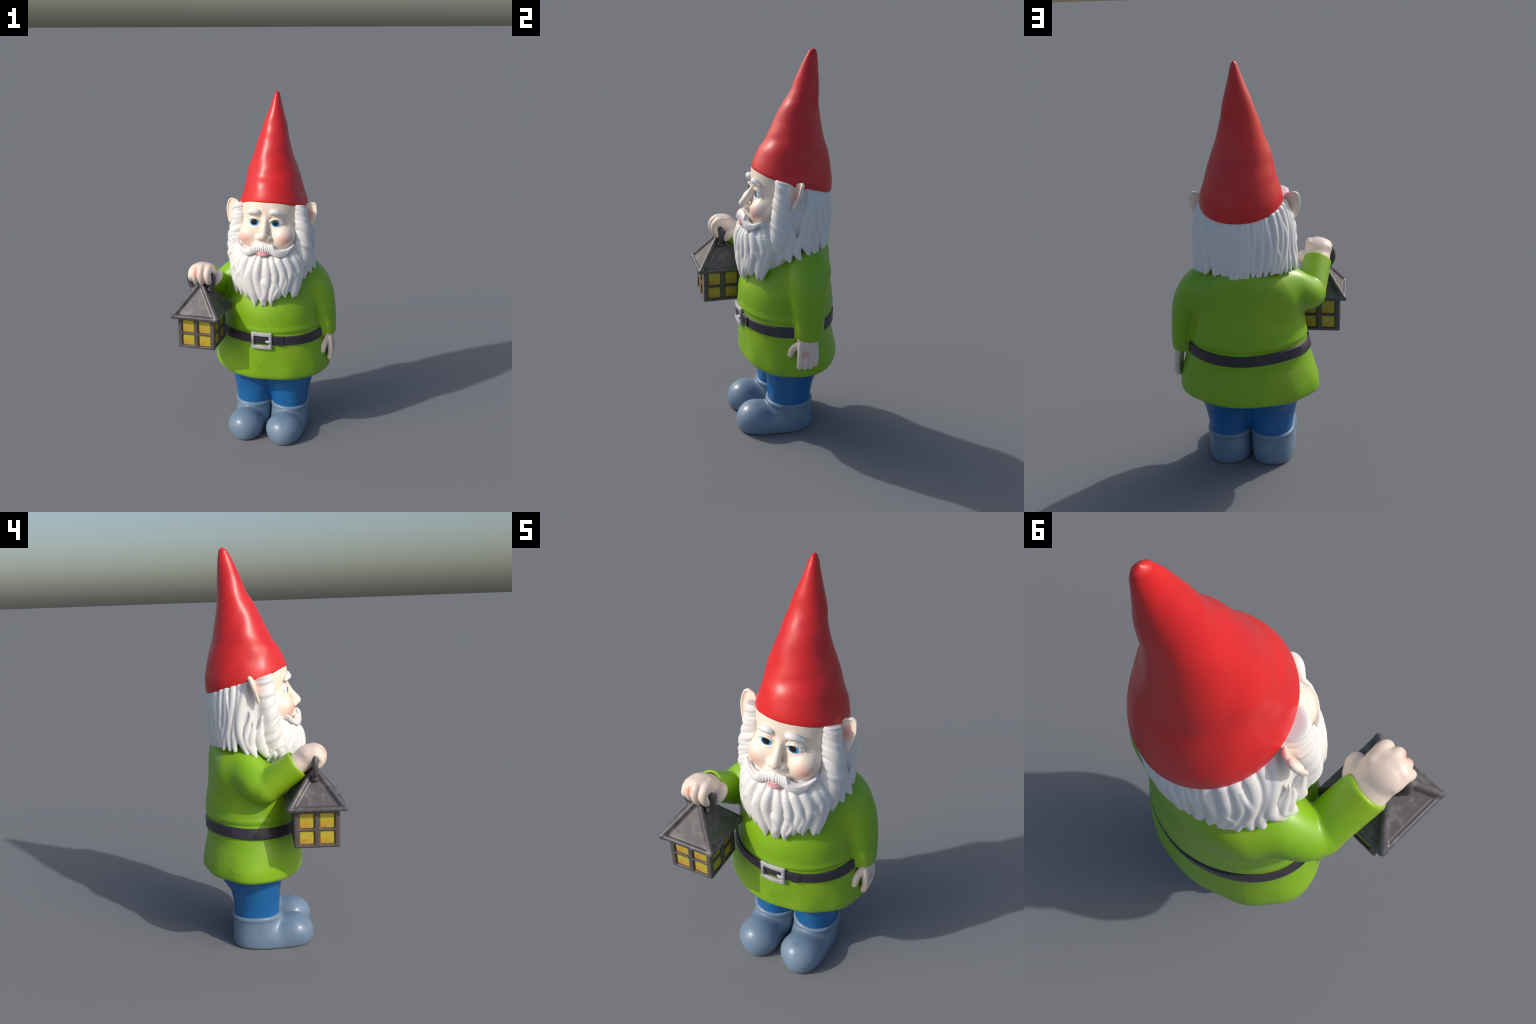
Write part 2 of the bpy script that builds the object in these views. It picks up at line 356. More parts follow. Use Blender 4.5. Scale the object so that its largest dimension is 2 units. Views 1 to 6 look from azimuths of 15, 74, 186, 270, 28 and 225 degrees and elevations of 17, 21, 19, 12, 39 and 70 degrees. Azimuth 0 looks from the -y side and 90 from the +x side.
# ------------------------------------------------------------------ belt, keeper loop, buckle
def torso_point(ang, z, off=0.0):
    a, f, b = float(T_a(z)), float(T_f(z)), float(T_b(z)); yc, B = (f+b)/2, (b-f)/2
    c, s = math.cos(ang), math.sin(ang)
    r = (abs(c/a)**T_n+abs(s/B)**T_n)**(-1/T_n)
    n = Vector((abs(c/a)**(T_n-1)*math.copysign(1/a, c), abs(s/B)**(T_n-1)*math.copysign(1/B, s))).normalized()
    return CX+r*c+n.x*off, yc+r*s+n.y*off
def band(name, a0, a1, zc, half, inner, outer, n, mat, parent, closed):
    prof = [(-half, inner), (-half, outer-0.003), (-half+0.003, outer), (half-0.003, outer), (half, outer-0.003), (half, inner)]
    V = []; Fc = []; m = len(prof)
    for i in range(n):
        t = a0+(a1-a0)*i/(n if closed else n-1)
        z0 = zc+0.010*math.sin(3*t+0.6)*0.4
        for dz, off in prof:
            x, y = torso_point(t, z0+dz, off); V.append((x, y, z0+dz))
    for i in range(n if closed else n-1):
        j = (i+1) % n
        for k in range(m): Fc.append((i*m+k, j*m+k, j*m+(k+1) % m, i*m+(k+1) % m))
    if not closed: Fc += [tuple(range(m))[::-1], tuple((n-1)*m+k for k in range(m))]
    ob = new_object(name, V, Fc, mat, parent, smooth=False)
    return ob
belt = band('belt', 0, 2*math.pi, 0.644, 0.0265, -0.015, 0.0085, 240, M_belt, gnome, True)
for p in belt.data.polygons: p.use_smooth = True
belt.data.set_sharp_from_angle(angle=math.radians(40))
band('belt_loop', -math.pi/2+0.345, -math.pi/2+0.475, 0.643, 0.0280, -0.01, 0.0135, 10, M_belt, gnome, False)

def build_buckle():
    c = (0.0515, -0.1815, 0.642)
    g = Grid((-0.03, -0.21, 0.57), (0.135, -0.14, 0.715), 0.0016); X, Y, Z = g.X, g.Y, g.Z
    bow = 1.9*(X-f32(c[0]))**2                        # bent a little round the belly
    outer = rbox(X, Y-bow, Z, c, (0.0605, 0.0085, 0.0495), 0.006)
    inner = rbox(X, Y-bow, Z, c, (0.044, 0.05, 0.0275), 0.006)
    g.F = smax(outer, -inner, 0.006)
    ob = field_object('buckle', g, M_buckle, gnome, 2)
    g = Grid((0.06, -0.21, 0.62), (0.13, -0.15, 0.67), 0.0014)
    g.tube([(0.105, -0.1825, 0.641, 0.0085), (0.092, -0.1865, 0.641, 0.008), (0.078, -0.183, 0.641, 0.004)], 0.003)
    field_object('buckle_prong', g, M_buckle, ob, 2)
build_buckle()

# ------------------------------------------------------------------ trousers and boots
def build_legs():
    g = Grid((-0.22, -0.10, 0.13), (0.33, 0.30, 0.43), 0.004); X, Y, Z = g.X, g.Y, g.Z
    a = curve([(0.13, 0.101), (0.2, 0.108), (0.3, 0.126), (0.37, 0.140), (0.43, 0.150)])
    yf = curve([(0.13, -0.033), (0.17, -0.035), (0.264, -0.042), (0.35, -0.052), (0.43, -0.06)])
    yb = curve([(0.13, 0.195), (0.168, 0.196), (0.256, 0.202), (0.30, 0.212), (0.36, 0.25), (0.43, 0.29)])
    off = curve([(0.13, 0.109), (0.3, 0.110), (0.43, 0.116)])
    d = [section_field(X+s*off(Z), Y, Z, a, yf, yb, 2.15) for s in (-1, 1)]
    g.F = smin(d[0], d[1], 0.038)-0.0015*wob(X, Y, Z, 30.0, 1.0)
    g.F = smax(g.F, 0.145-Z, 0.004)
    split_object(g, [('leg', lambda c: c[:, 0] > CX), ('leg', lambda c: np.ones(len(c), bool))], M_trouser, gnome)
build_legs()
def build_boot(s):
    mx = CX+s*0.110
    g = Grid((min(mx-0.135, mx+0.14), -0.225, -0.02), (mx+0.14, 0.225, 0.205), 0.0035); X, Y, Z = g.X, g.Y, g.Z
    a = curve([(-0.02, 0.107), (0.05, 0.110), (0.13, 0.110), (0.2, 0.108)])
    yf = curve([(-0.02, -0.06), (0.08, -0.05), (0.12, -0.043), (0.16, -0.040), (0.2, -0.04)])
    yb = curve([(-0.02, 0.198), (0.03, 0.207), (0.09, 0.205), (0.16, 0.199), (0.2, 0.199)])
    shaft = section_field(X, Y, Z, a, yf, yb, 2.2, mx)
    shaft = smax(shaft, Z-0.158, 0.018)
    toe = ellipsoid(X, Y, Z, (mx+s*0.006-0.004, -0.107, 0.064), (0.103, 0.102, 0.088))
    low = ellipsoid(X, Y, Z, (mx+s*0.006, -0.02, 0.03), (0.104, 0.185, 0.105))
    d = smin(smin(shaft, low, 0.03), toe, 0.026)
    # turned-over rim at the top of the boot
    rim = section_field(X, Y, Z, curve([(0, 0.1045), (0.3, 0.1045)]), curve([(0, -0.036), (0.3, -0.036)]), curve([(0, 0.197), (0.3, 0.197)]), 2.15, mx)
    rim = np.sqrt(rim**2+((Z-f32(0.158))*0.8)**2)-f32(0.0090)
    d = smin(d, rim, 0.012)
    d = smax(d, -0.006-Z, 0.021)
    d = d-0.001*wob(X, Y, Z, 32.0, 0.5+s)
    g.F = smax(d, -Z, 0.0005)
    field_object('boot', g, M_boot, gnome)
build_boot(1); build_boot(-1)

# ------------------------------------------------------------------ hands
def build_hanging_hand():
    g = Grid((0.33, -0.03, 0.43), (0.46, 0.18, 0.68), 0.0022)
    g.tube([(0.384, 0.095, 0.645, 0.024), (0.390, 0.093, 0.62, 0.0255), (0.404, 0.093, 0.57, 0.0225), (0.408, 0.097, 0.545, 0.019)], 0.006, 14, (1, 0.5, 1))
    for i, (y, zt, r) in enumerate(((0.057, 0.465, 0.0165), (0.086, 0.460, 0.0170), (0.115, 0.460, 0.0165), (0.1395, 0.470, 0.0145))):
        bend = 0.004*(1.5-abs(i-1.5))
        g.tube([(0.400, 0.056+(y-0.056)*0.9+0.003, 0.60, r*1.0), (0.407, y, 0.55, r), (0.410+bend*0.5, y-0.001, 0.51, r*0.97), (0.405, y-0.002, zt+0.013, r*0.93)], 0.004, 12)
    g.tube([(0.387, 0.066, 0.595, 0.017), (0.380, 0.043, 0.584, 0.0170), (0.374, 0.024, 0.56, 0.0172), (0.3705, 0.0155, 0.533, 0.0145)], 0.010, 12)
    field_object('hand', g, M_hand, gnome, 2)
build_hanging_hand()
def build_fist():
    g = Grid((-0.40, -0.30, 0.93), (-0.14, -0.08, 1.13), 0.0022)
    g.tube([(-0.279, -0.10, 0.975, 0.054), (-0.280, -0.15, 1.012, 0.052), (-0.286, -0.192, 1.038, 0.047), (-0.290, -0.220, 1.045, 0.037)], 0.008, 14, (0.80, 1, 1))
    g.ball((-0.284, -0.190, 1.046), (0.068, 0.060, 0.047), 0.014)
    g.tube([(-0.325, -0.212, 1.058, 0.024), (-0.290, -0.218, 1.066, 0.027), (-0.245, -0.212, 1.064, 0.027)], 0.010, 8)
    for x, ky, kz, zt, r, dx in ((-0.337, -0.216, 1.053, 1.000, 0.0170, 0.000), (-0.311, -0.226, 1.066, 0.997, 0.0185, 0.001), (-0.277, -0.230, 1.073, 0.994, 0.0200, 0.002), (-0.240, -0.224, 1.069, 0.995, 0.0205, 0.002)):
        g.tube([(x+0.006*(x+0.29)/0.05*-1, ky+0.045, kz-0.002, r), (x, ky, kz-0.001, r*1.05), (x-0.001, ky-0.022, kz-0.024, r), (x+dx, ky-0.021, (kz+zt)/2-0.012, r*0.97), (x+dx, ky-0.008, zt, r*0.86)], 0.0045, 14)
    g.tube([(-0.222, -0.135, 1.005, 0.030), (-0.207, -0.158, 1.014, 0.028), (-0.203, -0.176, 1.000, 0.022), (-0.212, -0.186, 0.979, 0.016)], 0.012, 12)
    ob = field_object('hand', g, M_hand, gnome, 2)
    ob.data.transform(Matrix.Translation((0.0, 0.001, -0.0095)))
build_fist()

# ------------------------------------------------------------------ head: face, ears, eyes, brows, lips
EYE = [(s, CX+s*0.0625, 1.3115) for s in (-1, 1)]
def build_face():
    g = Grid((CX-0.19, -0.20, 1.10), (CX+0.19, 0.10, 1.44), 0.0022); X, Y, Z = g.X, g.Y, g.Z
    a = curve([(1.1, 0.150), (1.2, 0.170), (1.3, 0.173), (1.4, 0.170), (1.44, 0.166)])
    yf = curve([(1.1, -0.135), (1.18, -0.134), (1.22, -0.126), (1.27, -0.113), (1.315, -0.1060), (1.345, -0.110), (1.37, -0.113), (1.41, -0.111), (1.44, -0.106)])
    yb = curve([(1.1, 0.2), (1.44, 0.25)])
    g.F = section_field(X, Y, Z, a, yf, yb, 2.12)
    S = (-1, 1)
    for s in S:
        g.ball((CX+s*0.092, -0.074, 1.232), (0.064, 0.067, 0.062), 0.035)            # cheeks
    g.ball((CX, -0.118, 1.188), (0.060, 0.040, 0.030), 0.016)                         # upper lip
    for s, ex, ez in EYE:
        g.ball((ex-s*0.004, -0.131, ez+0.004), (0.046, 0.025, 0.030), 0.022, sub=True)      # socket
        g.ball((CX+s*0.031, -0.150, 1.292), (0.011, 0.028, 0.034), 0.018, sub=True)  # beside the bridge
    # nose
    g.tube([(CX, -0.090, 1.352, 0.015), (CX, -0.107, 1.325, 0.0155), (CX, -0.126, 1.292, 0.0175), (CX, -0.148, 1.262, 0.0215), (CX, -0.155, 1.250, 0.0235)], 0.018)
    for s in S:
        g.ball((CX+s*0.0265, -0.138, 1.234), (0.0175, 0.021, 0.0155), 0.014)
    for s in S: g.ball((CX+s*0.0150, -0.158, 1.2225), (0.0090, 0.012, 0.0085), 0.005, sub=True)
    # eye openings with rolled lids
    X, Y, Z = g.X, g.Y, g.Z
    for s, ex, ez in EYE:
        R = 0.0445
        lens = np.maximum(np.sqrt((X-f32(ex))**2+(Z-f32(ez-0.0200))**2), np.sqrt((X-f32(ex))**2+(Z-f32(ez+0.0225))**2))-f32(R)
        hole = np.maximum(lens, Y+0.070)
        g.cut(np.broadcast_to(hole, g.shape), 0.004)
        yl = lambda u: -0.1085+0.014*u*u-0.004*s*u*-1
        g.tube([(ex+u*0.0395, yl(u)-0.0035, ez+0.0250*(1-u*u)**0.8+0.001-0.001*abs(u), 0.0056*(1-0.4*u*u)) for u in np.linspace(-1, 1, 9)], 0.005, 18)
        g.tube([(ex+u*0.0385, yl(u)-0.000, ez-0.0235*(1-u*u)**0.8, 0.0046*(1-0.4*u*u)) for u in np.linspace(-1, 1, 9)], 0.006, 18)
        g.tube([(ex+u*0.038, -0.111+0.010*u*u, ez+0.0365-0.010*u*u, 0.0028) for u in np.linspace(-1, 1, 7)], 0.004, sub=True)   # crease above the lid
        g.tube([(ex+u*0.040, yl(u)+0.003, ez-0.034+0.016*u*u, 0.004) for u in np.linspace(-1, 1, 6)], 0.012)   # soft bag
    g.F = smax(g.F, g.Z-brim(0, g.Y)+0.001, 0.003)
    return field_object('head', g, M_face, gnome, 2)
build_face()

def sphere_cap(c, r, direction, half_angle, n=28, m=48, full=False):
    """part of an ellipsoid's surface round a direction"""
    d = Vector(direction).normalized(); u = d.orthogonal().normalized(); w = d.cross(u)
    V = []; Fc = []
    for i in range(n+1):
        t = half_angle*i/n
        for j in range(m):
            p = 2*math.pi*j/m
            q = d*math.cos(t)+(u*math.cos(p)+w*math.sin(p))*math.sin(t)
            V.append((c[0]+q.x*r[0], c[1]+q.y*r[1], c[2]+q.z*r[2]))
    for i in range(n):
        for j in range(m):
            k = (j+1) % m; Fc.append((i*m+j, (i+1)*m+j, (i+1)*m+k, i*m+k))
    return V, Fc
for s, ex, ez in EYE:
    c = (ex, -0.0855, ez); r = np.array((0.040, 0.0265, 0.0375)); look = Vector((-0.13 if s > 0 else 0.0, -1, 0.04))
    ob = new_object('eye', *sphere_cap(c, r, (0, -1, 0), math.radians(178)), M_white, gnome)
    new_object('iris', *sphere_cap(c, r+0.0006, look, math.radians(37.5), 14), M_iris, ob)
    new_object('pupil', *sphere_cap(c, r+0.0012, look+Vector((0, 0, 0.05)), math.radians(24), 10), M_pupil, ob)
for s in (-1, 1):
    g = Grid((CX+s*0.07-0.06, -0.16, 1.33), (CX+s*0.07+0.06, -0.07, 1.42), 0.0018)
    g.tube([(CX+s*0.038, -0.113, 1.374, 0.0135), (CX+s*0.050, -0.114, 1.3755, 0.0165), (CX+s*0.070, -0.110, 1.3735, 0.0155), (CX+s*0.099, -0.098, 1.361, 0.0075)], 0.004)
    g.F = smax(g.F, -(g.Z-1.361+0.10*s*(g.X-CX-s*0.07)+0.004), 0.006)
    field_object('eyebrow', g, M_hair, gnome, 2)
g = Grid((CX-0.07, -0.21, 1.10), (CX+0.07, -0.12, 1.2), 0.0018)
g.tube([(CX-0.036, -0.160, 1.158, 0.005), (CX-0.014, -0.168, 1.162, 0.0085), (CX, -0.169, 1.160, 0.0085), (CX+0.014, -0.168, 1.162, 0.0085), (CX+0.036, -0.160, 1.158, 0.005)], 0.003)
g.tube([(CX-0.034, -0.160, 1.153, 0.005), (CX-0.012, -0.168, 1.147, 0.0105), (CX+0.012, -0.168, 1.147, 0.0105), (CX+0.034, -0.160, 1.153, 0.005)], 0.005)
field_object('lip', g, M_lip, gnome, 2)

def build_ear(s):
    # cupped leaf-shaped ear, facing forward, pointed at the lobe
    o = np.array([CX-0.006+s*0.222, 0.046, 1.338])
    g = Grid((o[0]-0.075, -0.02, 1.245), (o[0]+0.075, 0.12, 1.425), 0.0022)
    X, Y, Z = s*(g.X-f32(o[0])), g.Y-f32(o[1]), g.Z-f32(o[2])
    Yt = Y-0.33*Z-0.12*X                                   # leans forward towards the lobe
    def leaf(grow):                                         # teardrop outline in the x-z plane
        P = [(0.000, 0.0, 0.020, 0.039+grow), (0.010, 0.0, -0.008, 0.030+grow), (0.019, 0.0, -0.066, 0.0075+grow)]
        P2 = [(0.013, 0.0, 0.036, 0.027+grow), (0.025, 0.0, 0.0, 0.0175+grow), (0.019, 0.0, -0.066, 0.0075+grow)]
        z0 = np.zeros_like(Yt)
        return np.minimum(tube(X, z0*0, Z, smooth_path(P, 8)), tube(X, z0*0, Z, smooth_path(P2, 8)))
    bowl = Yt-0.010+9*(X-0.0)**2*0.35
    d = smax(leaf(0.0), np.abs(bowl)-0.0135, 0.016)
    scoop = smax(leaf(-0.0100), bowl+0.0005, 0.010)
    g.F = smax(d, -scoop, 0.012).astype(f32)
    field_object('ear', g, M_ear, gnome, 2)
build_ear(1); build_ear(-1)

# ------------------------------------------------------------------ hair, beard, moustache
HX = CX-0.001
H_a = curve([(0.96, 0.222), (1.05, 0.230), (1.12, 0.234), (1.2, 0.233), (1.28, 0.224), (1.34, 0.208), (1.37, 0.196), (1.40, 0.190), (1.45, 0.18)])
H_f = curve([(0.96, -0.075), (1.05, -0.088), (1.2, -0.098), (1.3, -0.094), (1.40, -0.088), (1.45, -0.08)])
H_b = curve([(0.96, 0.268), (1.03, 0.284), (1.09, 0.292), (1.16, 0.299), (1.25, 0.300), (1.31, 0.290), (1.40, 0.280), (1.45, 0.27)])
H_n = 2.08
def head_point(ang, z, off=0.0):
    """ang: 0 = his left side, 90 = back, 180 = his right, -90 = front"""
    a, f, b = float(H_a(z)), float(H_f(z)), float(H_b(z)); yc, B = (f+b)/2, (b-f)/2
    c, sn = math.cos(ang), math.sin(ang); r = (abs(c/a)**H_n+abs(sn/B)**H_n)**(-1/H_n)
    n = Vector((c/a, sn/B)).normalized(); off = off-0.012*max(0.0, 2*sn*abs(c))       # narrower at the back corners
    return HX+r*c+n.x*off, yc+r*sn+n.y*off, z
def build_hair():
    g = Grid((HX-0.285, -0.13, 0.95), (HX+0.285, 0.345, 1.445), 0.003); X, Y, Z = g.X, g.Y, g.Z
    core = section_field(X, Y, Z, H_a, H_f, H_b, H_n, HX)+0.007
    core = core+0.012*np.clip(2*np.abs(X-f32(HX))/0.23*(Y-f32(0.1))/0.2, 0, 1)
    g.F = smax(core, 1.070-0.35*np.clip(0.06-Y, 0, 0.2)-Z, 0.02)
    # long wavy locks from under the hat to the collar, round the back and both sides
    hem_z = curve([(-0.12, 0.982), (-0.067, 0.99), (-0.02, 1.002), (0.065, 1.018), (0.11, 1.032), (0.17, 1.048), (0.22, 1.054), (0.285, 1.052), (0.31, 1.040)])
    for layer, n in ((0, 31), (1, 21)):
        for i in range(n):
            A = math.radians(-52+284*(i+0.5*layer+rng.uniform(-.18, .18))/n)
            side = abs(math.cos(A)); fr = max(0.0, -math.sin(A)); back = max(0.0, math.sin(A))
            z0 = 1.40 if layer == 0 else rng.uniform(1.20, 1.33)
            if fr > 0.1: z0 = min(z0, rng.uniform(1.17, 1.22))
            z1 = float(hem_z(head_point(A, 1.04)[1]))+rng.uniform(-.006, .006)-0.036*math.exp(-((A-1.50)/0.17)**2)
            # the waves of neighbouring locks run together, more strongly at the sides
            wav = (0.030+0.085*side)*rng.uniform(0.75, 1.15)*(0.6 if fr > 0.1 else 1); ph = 1.1+2.3*math.sin(2.0*A)+rng.uniform(-.5, .5); drift = rng.uniform(-.03, .03)
            r = rng.uniform(0.0165, 0.0225)*(1.0 if layer == 0 else 0.85)
            deep = -r+0.0035+0.0055*side*rng.uniform(0.4, 1)+(0.0015 if layer else 0)
            pts = []
            for t in np.linspace(0, 1, 8):
                z = z0+(z1-z0)*t
                ang = A+wav*math.sin(ph+5.6*t)*(0.35+0.65*t)+drift*t
                rr = r*((0.15+0.85*min(1, t/0.45)) if (layer or fr > 0.0) else (0.6+0.4*min(1, t/0.25)))*(1 if t < 0.82 else 1-0.5*((t-0.82)/0.18)**1.8)
                p = head_point(ang, z, deep+(r-rr)*0.8+0.010*max(0, t-0.7)/0.3*side+0.013*min(1, fr*2.5)+0.010*math.exp(-((math.sin(A)+0.12)/0.25)**2)*min(1, t*2))
                pts.append((*p, rr))
            g.tube(pts, 0.0055, 20)
    # side whiskers: a full roll in front of the ear; shallow waves are combed over it from the face edge outward, back and down
    wx = curve([(1.04, 0.178), (1.12, 0.186), (1.22, 0.184), (1.30, 0.175), (1.36, 0.167), (1.42, 0.163)])
    wy = curve([(1.04, -0.012), (1.12, -0.010), (1.22, -0.004), (1.30, 0.004), (1.42, 0.012)])
    wr = curve([(1.04, 0.043), (1.12, 0.053), (1.22, 0.051), (1.30, 0.046), (1.36, 0.042), (1.42, 0.040)])
    for s in (-1, 1):
        g.tube([(CX+s*float(wx(z)), float(wy(z)), z, float(wr(z))) for z in np.linspace(1.41, 1.05, 8)], 0.016, 16)
        z = 1.402
        while z > 1.10:
            t = (1.402-z)/0.28; r = rng.choice((.011, .014, .018, .022))*rng.uniform(.9, 1.1)
            drop = (0.024+0.110*t)*rng.uniform(0.65, 1.35); rise = rng.uniform(.003, .008); ph = rng.uniform(0, 6); end = rng.uniform(0.2, 1.3)
            lift = rng.uniform(0.0045, 0.0095)
            pts = []
            for u in np.linspace(0, 1, 8):
                phi = -2.2+(2.2+end)*u; zz = z-drop*u**1.4+rise*math.sin(u*5+ph)
                rr = r*(0.65+0.35*min(1, u*3))*(1 if u < .6 else 1-0.55*(u-.6)/.4)
                R = float(wr(zz))-rr+lift-0.009*max(0, u-0.7)/0.3
                pts.append((CX+s*(float(wx(zz))+R*math.cos(phi)), float(wy(zz))+R*math.sin(phi), zz, rr))
            g.tube(pts, 0.008, 18)
            z -= r*rng.uniform(1.3, 1.7)
    # window for the face
    X, Y, Z = g.X, g.Y, g.Z
    wdt = curve([(0.9, 0.12), (1.15, 0.150), (1.2, 0.153), (1.29, 0.147), (1.40, 0.137), (1.45, 0.132)])
    win = np.maximum(np.abs(X-f32(CX))-wdt(Z), np.maximum(Y-0.03, 1.150+0.25*np.abs(X-f32(CX))-Z))
    g.F = smax(g.F, -win.astype(f32), 0.014)
    g.F = smax(g.F, g.Z-brim(0, g.Y)+0.002, 0.012)
    field_object('hair', g, M_hair, gnome, 2)
build_hair()

B_f = curve([(0.80, -0.158), (0.84, -0.167), (0.88, -0.173), (0.93, -0.181), (0.99, -0.189), (1.04, -0.193), (1.09, -0.186), (1.12, -0.176), (1.14, -0.160), (1.16, -0.148), (1.2, -0.14)])
B_w = curve([(0.80, 0.196), (0.9, 0.204), (1.0, 0.218), (1.08, 0.224), (1.12, 0.217), (1.16, 0.200), (1.2, 0.18)])
B_c = curve([(0.80, -0.045), (0.92, -0.035), (1.0, -0.005), (1.1, 0.03), (1.2, 0.03)])
def beard_point(u, z, off=0.0):
    """u: -1..1 across the beard front"""
    th = u*1.18; w, f, yc = float(B_w(z)), float(B_f(z)), float(B_c(z))
    c = math.cos(th)
    return CX+(w+off)*math.sin(th), yc+(f-yc)*abs(c)**0.85-off*c, z
def build_beard():
    g = Grid((CX-0.27, -0.235, 0.80), (CX+0.27, 0.06, 1.225), 0.0028); X, Y, Z = g.X, g.Y, g.Z
    core = section_field(X, Y, Z, lambda z: B_w(z)-f32(0.016), lambda z: B_f(z)+f32(0.011), curve([(0.7, 0.06), (0.9, 0.08), (1.0, 0.12), (1.3, 0.16)]), 2.3)
    zb = curve([(-0.3, 1.03), (-0.205, 0.995), (-0.165, 0.945), (-0.11, 0.910), (-0.06, 0.880), (0.0, 0.878), (0.06, 0.880), (0.11, 0.910), (0.165, 0.945), (0.205, 0.995), (0.3, 1.03)])
    core = smax(core, zb(X-f32(CX))-Z, 0.015)
    g.F = smax(core, Z-(1.150+0.35*np.abs(X-f32(CX))), 0.02)
    ends = curve([(-1.4, 0.995), (-1.1, 0.975), (-1.04, 0.912), (-0.98, 0.908), (-0.85, 0.905), (-0.7, 0.906), (-0.5, 0.894), (-0.33, 0.872), (-0.22, 0.834), (-0.05, 0.848), (0.08, 0.850), (0.20, 0.834), (0.31, 0.872),
                  (0.45, 0.898), (0.6, 0.906), (0.8, 0.905), (0.98, 0.897), (1.04, 0.90), (1.10, 0.975), (1.4, 0.995)])
    for layer, n in ((0, 14), (1, 9)):
        for i in range(n):
            u = -1.36+2.72*(i+0.5+rng.uniform(-.2, .2))/n
            if 1.0 < abs(u) < 1.08: u = math.copysign(0.99, u)
            top = 1.128+0.045*min(1, abs(u)/0.9)**1.6+rng.uniform(-.010, .006)
            if layer: top -= rng.uniform(0.05, 0.13)
            bot = float(ends(u))+rng.uniform(-.006, .008)+(0.010 if layer else 0)
            # S-waves: outward, back in, and out again at the tips, mirrored on the two halves
            sg = math.copysign(1, u+0.08); wav = rng.uniform(0.065, 0.100)*max(0.3, 1-0.5*abs(u))*sg; ph = -0.5+rng.uniform(-.5, .5)
            r = rng.uniform(0.021, 0.029)*(1 if not layer else 0.62)
            pts = []
            for t in np.linspace(0, 1, 9):
                z = top+(bot-top)*t
                uu = u*(0.74+0.26*min(1, t*2.4))+wav*math.sin(ph+5.6*t)*(0.3+0.7*t)
                rr = r*(0.55+0.45*min(1, t/0.2))*(1 if t < 0.78 else 1-0.74*((t-0.78)/0.22)**1.25)
                p = beard_point(uu, z, -r+0.006+(0.001 if layer else 0)+(r-rr)*0.6-0.006*(t < 0.1))
                pts.append((*p, rr))
            g.tube(pts, 0.005, 22)
    field_object('beard', g, M_hair, gnome, 2)
build_beard()

def build_moustache():
    g = Grid((CX-0.19, -0.21, 1.11), (CX+0.19, -0.06, 1.235), 0.0020)
    for s in (-1, 1):
        spine = [(0.0, -0.150, 1.190, 0.020), (0.030, -0.152, 1.184, 0.0185), (0.062, -0.153, 1.168, 0.0165), (0.095, -0.143, 1.158, 0.0150), (0.130, -0.121, 1.166, 0.0115), (0.158, -0.099, 1.192, 0.006)]
        g.tube([(CX+s*x, y, z, r) for x, y, z, r in spine], 0.006, 18)
        # short strands fan down from under the nose over the lip
        for j in range(6):
            x0 = 0.0045+0.009*j; x1 = 0.004+0.0135*j; dz = 0.0015*j
            g.tube([(CX+s*x0, -0.157, 1.207-dz*0.7, .0045), (CX+s*(x0+x1)/2, -0.169+0.0004*j, 1.193-dz*1.3, .0058), (CX+s*x1, -0.172+0.0006*j, 1.172-dz*1.4, .0052), (CX+s*(x1+0.004*j), -0.163+0.001*j, 1.160-dz*1.5, .0035)], 0.0032, 10)
        # long strands gather towards the upturned tip
        for v in (0.0, 0.25, 0.5, 0.75, 1.0):
            zz = -0.013+0.027*v
            ctrl = [(0.040+0.012*v, -0.166, 1.172+zz, .0042), (0.070, -0.170+0.006*abs(v-.5), 1.160+zz, .005), (0.098, -0.160+0.004*abs(v-.5), 1.153+zz*0.95, .005), (0.130, -0.136+0.003*v, 1.161+zz*0.75, .0042), (0.158, -0.105, 1.190+zz*0.3, .003)]
            g.tube([(CX+s*x, y, z, r) for x, y, z, r in ctrl], 0.0032, 14)
    field_object('moustache', g, M_hair, gnome, 2)
build_moustache()

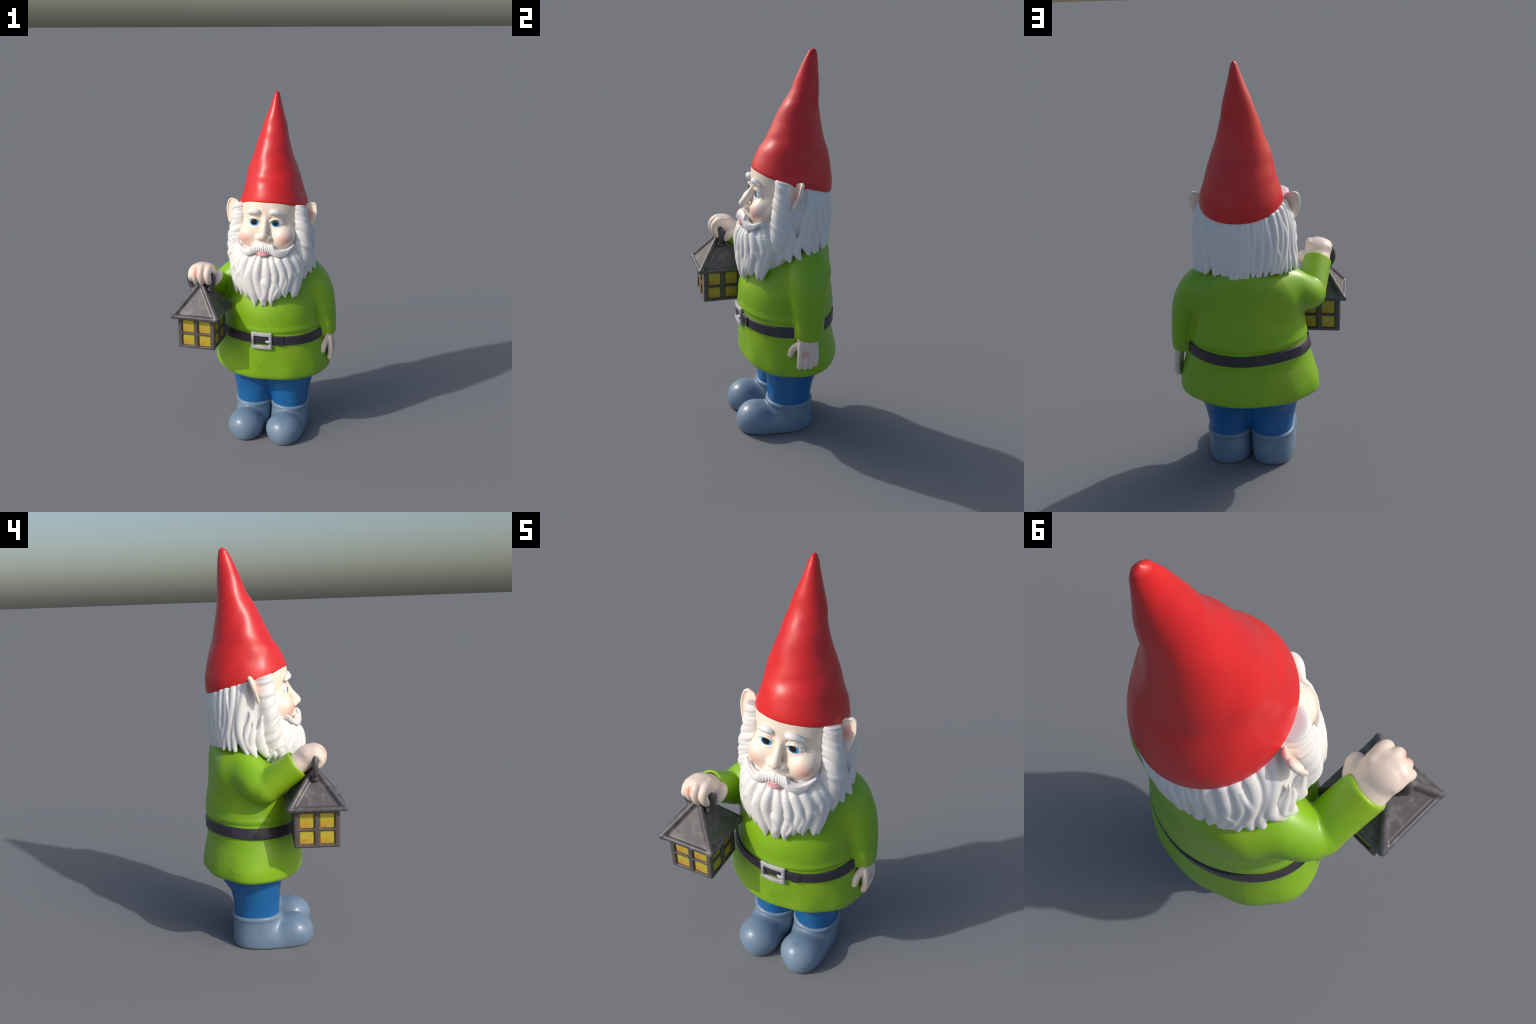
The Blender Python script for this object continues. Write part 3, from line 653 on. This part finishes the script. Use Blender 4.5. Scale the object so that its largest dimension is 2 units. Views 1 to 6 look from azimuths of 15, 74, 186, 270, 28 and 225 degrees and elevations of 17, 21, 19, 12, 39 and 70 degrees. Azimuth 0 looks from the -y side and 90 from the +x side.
# ------------------------------------------------------------------ lantern
LX, LY = -0.288, -0.211
def build_lantern():
    hz0, hz1 = 0.613, 0.805; zc = (hz0+hz1)/2; H = 0.1075
    g = Grid((LX-0.118, LY-0.118, 0.60), (LX+0.118, LY+0.118, 0.815), 0.0021); X, Y, Z = g.X, g.Y, g.Z
    g.F = rbox(X, Y, Z, (LX, LY, zc), (H, H, zc-hz0), 0.008)
    wins = [(sx*0.0475, zz, zh) for sx in (-1, 1) for zz, zh in ((0.743, 0.0365), (0.662, 0.0325))]
    for off, zz, zh in wins:
        for sgn in (-1, 1):
            g.local((LX+off-0.045, LY+sgn*H-0.03, zz-0.05), (LX+off+0.045, LY+sgn*H+0.03, zz+0.05), lambda a, b, c: rbox(a, b, c, (LX+off, LY+sgn*(H+0.01), zz), (0.0350, 0.024, zh), 0.007), 0.006, True)
            g.local((LX+sgn*H-0.03, LY+off-0.045, zz-0.05), (LX+sgn*H+0.03, LY+off+0.045, zz+0.05), lambda a, b, c: rbox(a, b, c, (LX+sgn*(H+0.01), LY+off, zz), (0.024, 0.0350, zh), 0.007), 0.006, True)
    lan = field_object('lantern', g, M_frame, gnome, 2)
    # panes, set back in their openings
    import bmesh
    for zz, zh in ((0.743, 0.0365), (0.662, 0.0325)):
        me = None
        for q in range(4):
            for off in (-0.0475, 0.0475):
                if me is None:
                    gg = Grid((-0.045, -0.012, -zh-0.01), (0.045, 0.012, zh+0.01), 0.002)
                    gg.F = rbox(gg.X, gg.Y, gg.Z, (0, 0, 0), (0.0345, 0.0045, zh-0.0005), 0.004)
                    ob = field_object('window_pane', gg, M_pane, lan, 2); me = ob.data
                else:
                    ob = bpy.data.objects.new('window_pane', me); bpy.context.scene.collection.objects.link(ob); ob.parent = lan
                a = q*math.pi/2; ox, oy = off, -(H-0.0125)
                ob.location = (LX+ox*math.cos(a)-oy*math.sin(a), LY+ox*math.sin(a)+oy*math.cos(a), zz)
                ob.rotation_euler = (0, 0, a)
    # roof: square pyramid, hips and eaves raised round sunk panels
    E, ze, za = 0.1395, 0.800, 0.974
    g = Grid((LX-0.16, LY-0.16, 0.77), (LX+0.16, LY+0.16, 1.0), 0.0024); X, Y, Z = g.X-f32(LX), g.Y-f32(LY), g.Z
    slope = (za-ze)/(E-0.008); nn = 1/math.sqrt(1+slope*slope)
    pyr = lambda lift: (np.maximum(np.abs(X), np.abs(Y))*slope+(Z-f32(za+lift+0.008*slope)))*f32(nn)
    skin = smax(pyr(-0.010), ze-0.006-Z, 0.006)
    g.F = smax(skin, Z-f32(za-0.005), 0.006).astype(f32)
    for sx in (-1, 1):
        for sy in (-1, 1):
            g.tube([(LX+sx*0.010, LY+sy*0.010, za-0.013, 0.0125), (LX+sx*(E-0.014), LY+sy*(E-0.014), ze+0.006, 0.0135)], 0.009, 8)
    c = E-0.0115
    for a, b in (((-c, -c), (c, -c)), ((c, -c), (c, c)), ((c, c), (-c, c)), ((-c, c), (-c, -c))):
        g.tube([(LX+a[0], LY+a[1], ze+0.0045, 0.0115), (LX+b[0], LY+b[1], ze+0.0045, 0.0115)], 0.006, 8)
    g.F = smax(g.F, (ze-0.0065)-g.Z, 0.003)
    field_object('lantern_roof', g, M_roof, lan, 2)
    # handle ring held in the fist, seated in two collars on the roof
    g = Grid((LX-0.11, LY-0.03, 0.89), (LX+0.11, LY+0.03, 1.09), 0.0022)
    pts = [(LX+0.0705*math.sin(t), LY, 0.990+0.0705*math.cos(t), 0.0132) for t in np.radians(np.linspace(-142, 142, 26))]
    g.tube(pts, 0.003, 40)
    for s in (-1, 1): g.ball((LX+s*0.045, LY, 0.929), (0.0195, 0.0195, 0.0135), 0.004)
    field_object('lantern_handle', g, M_ring, lan, 2)
build_lantern()
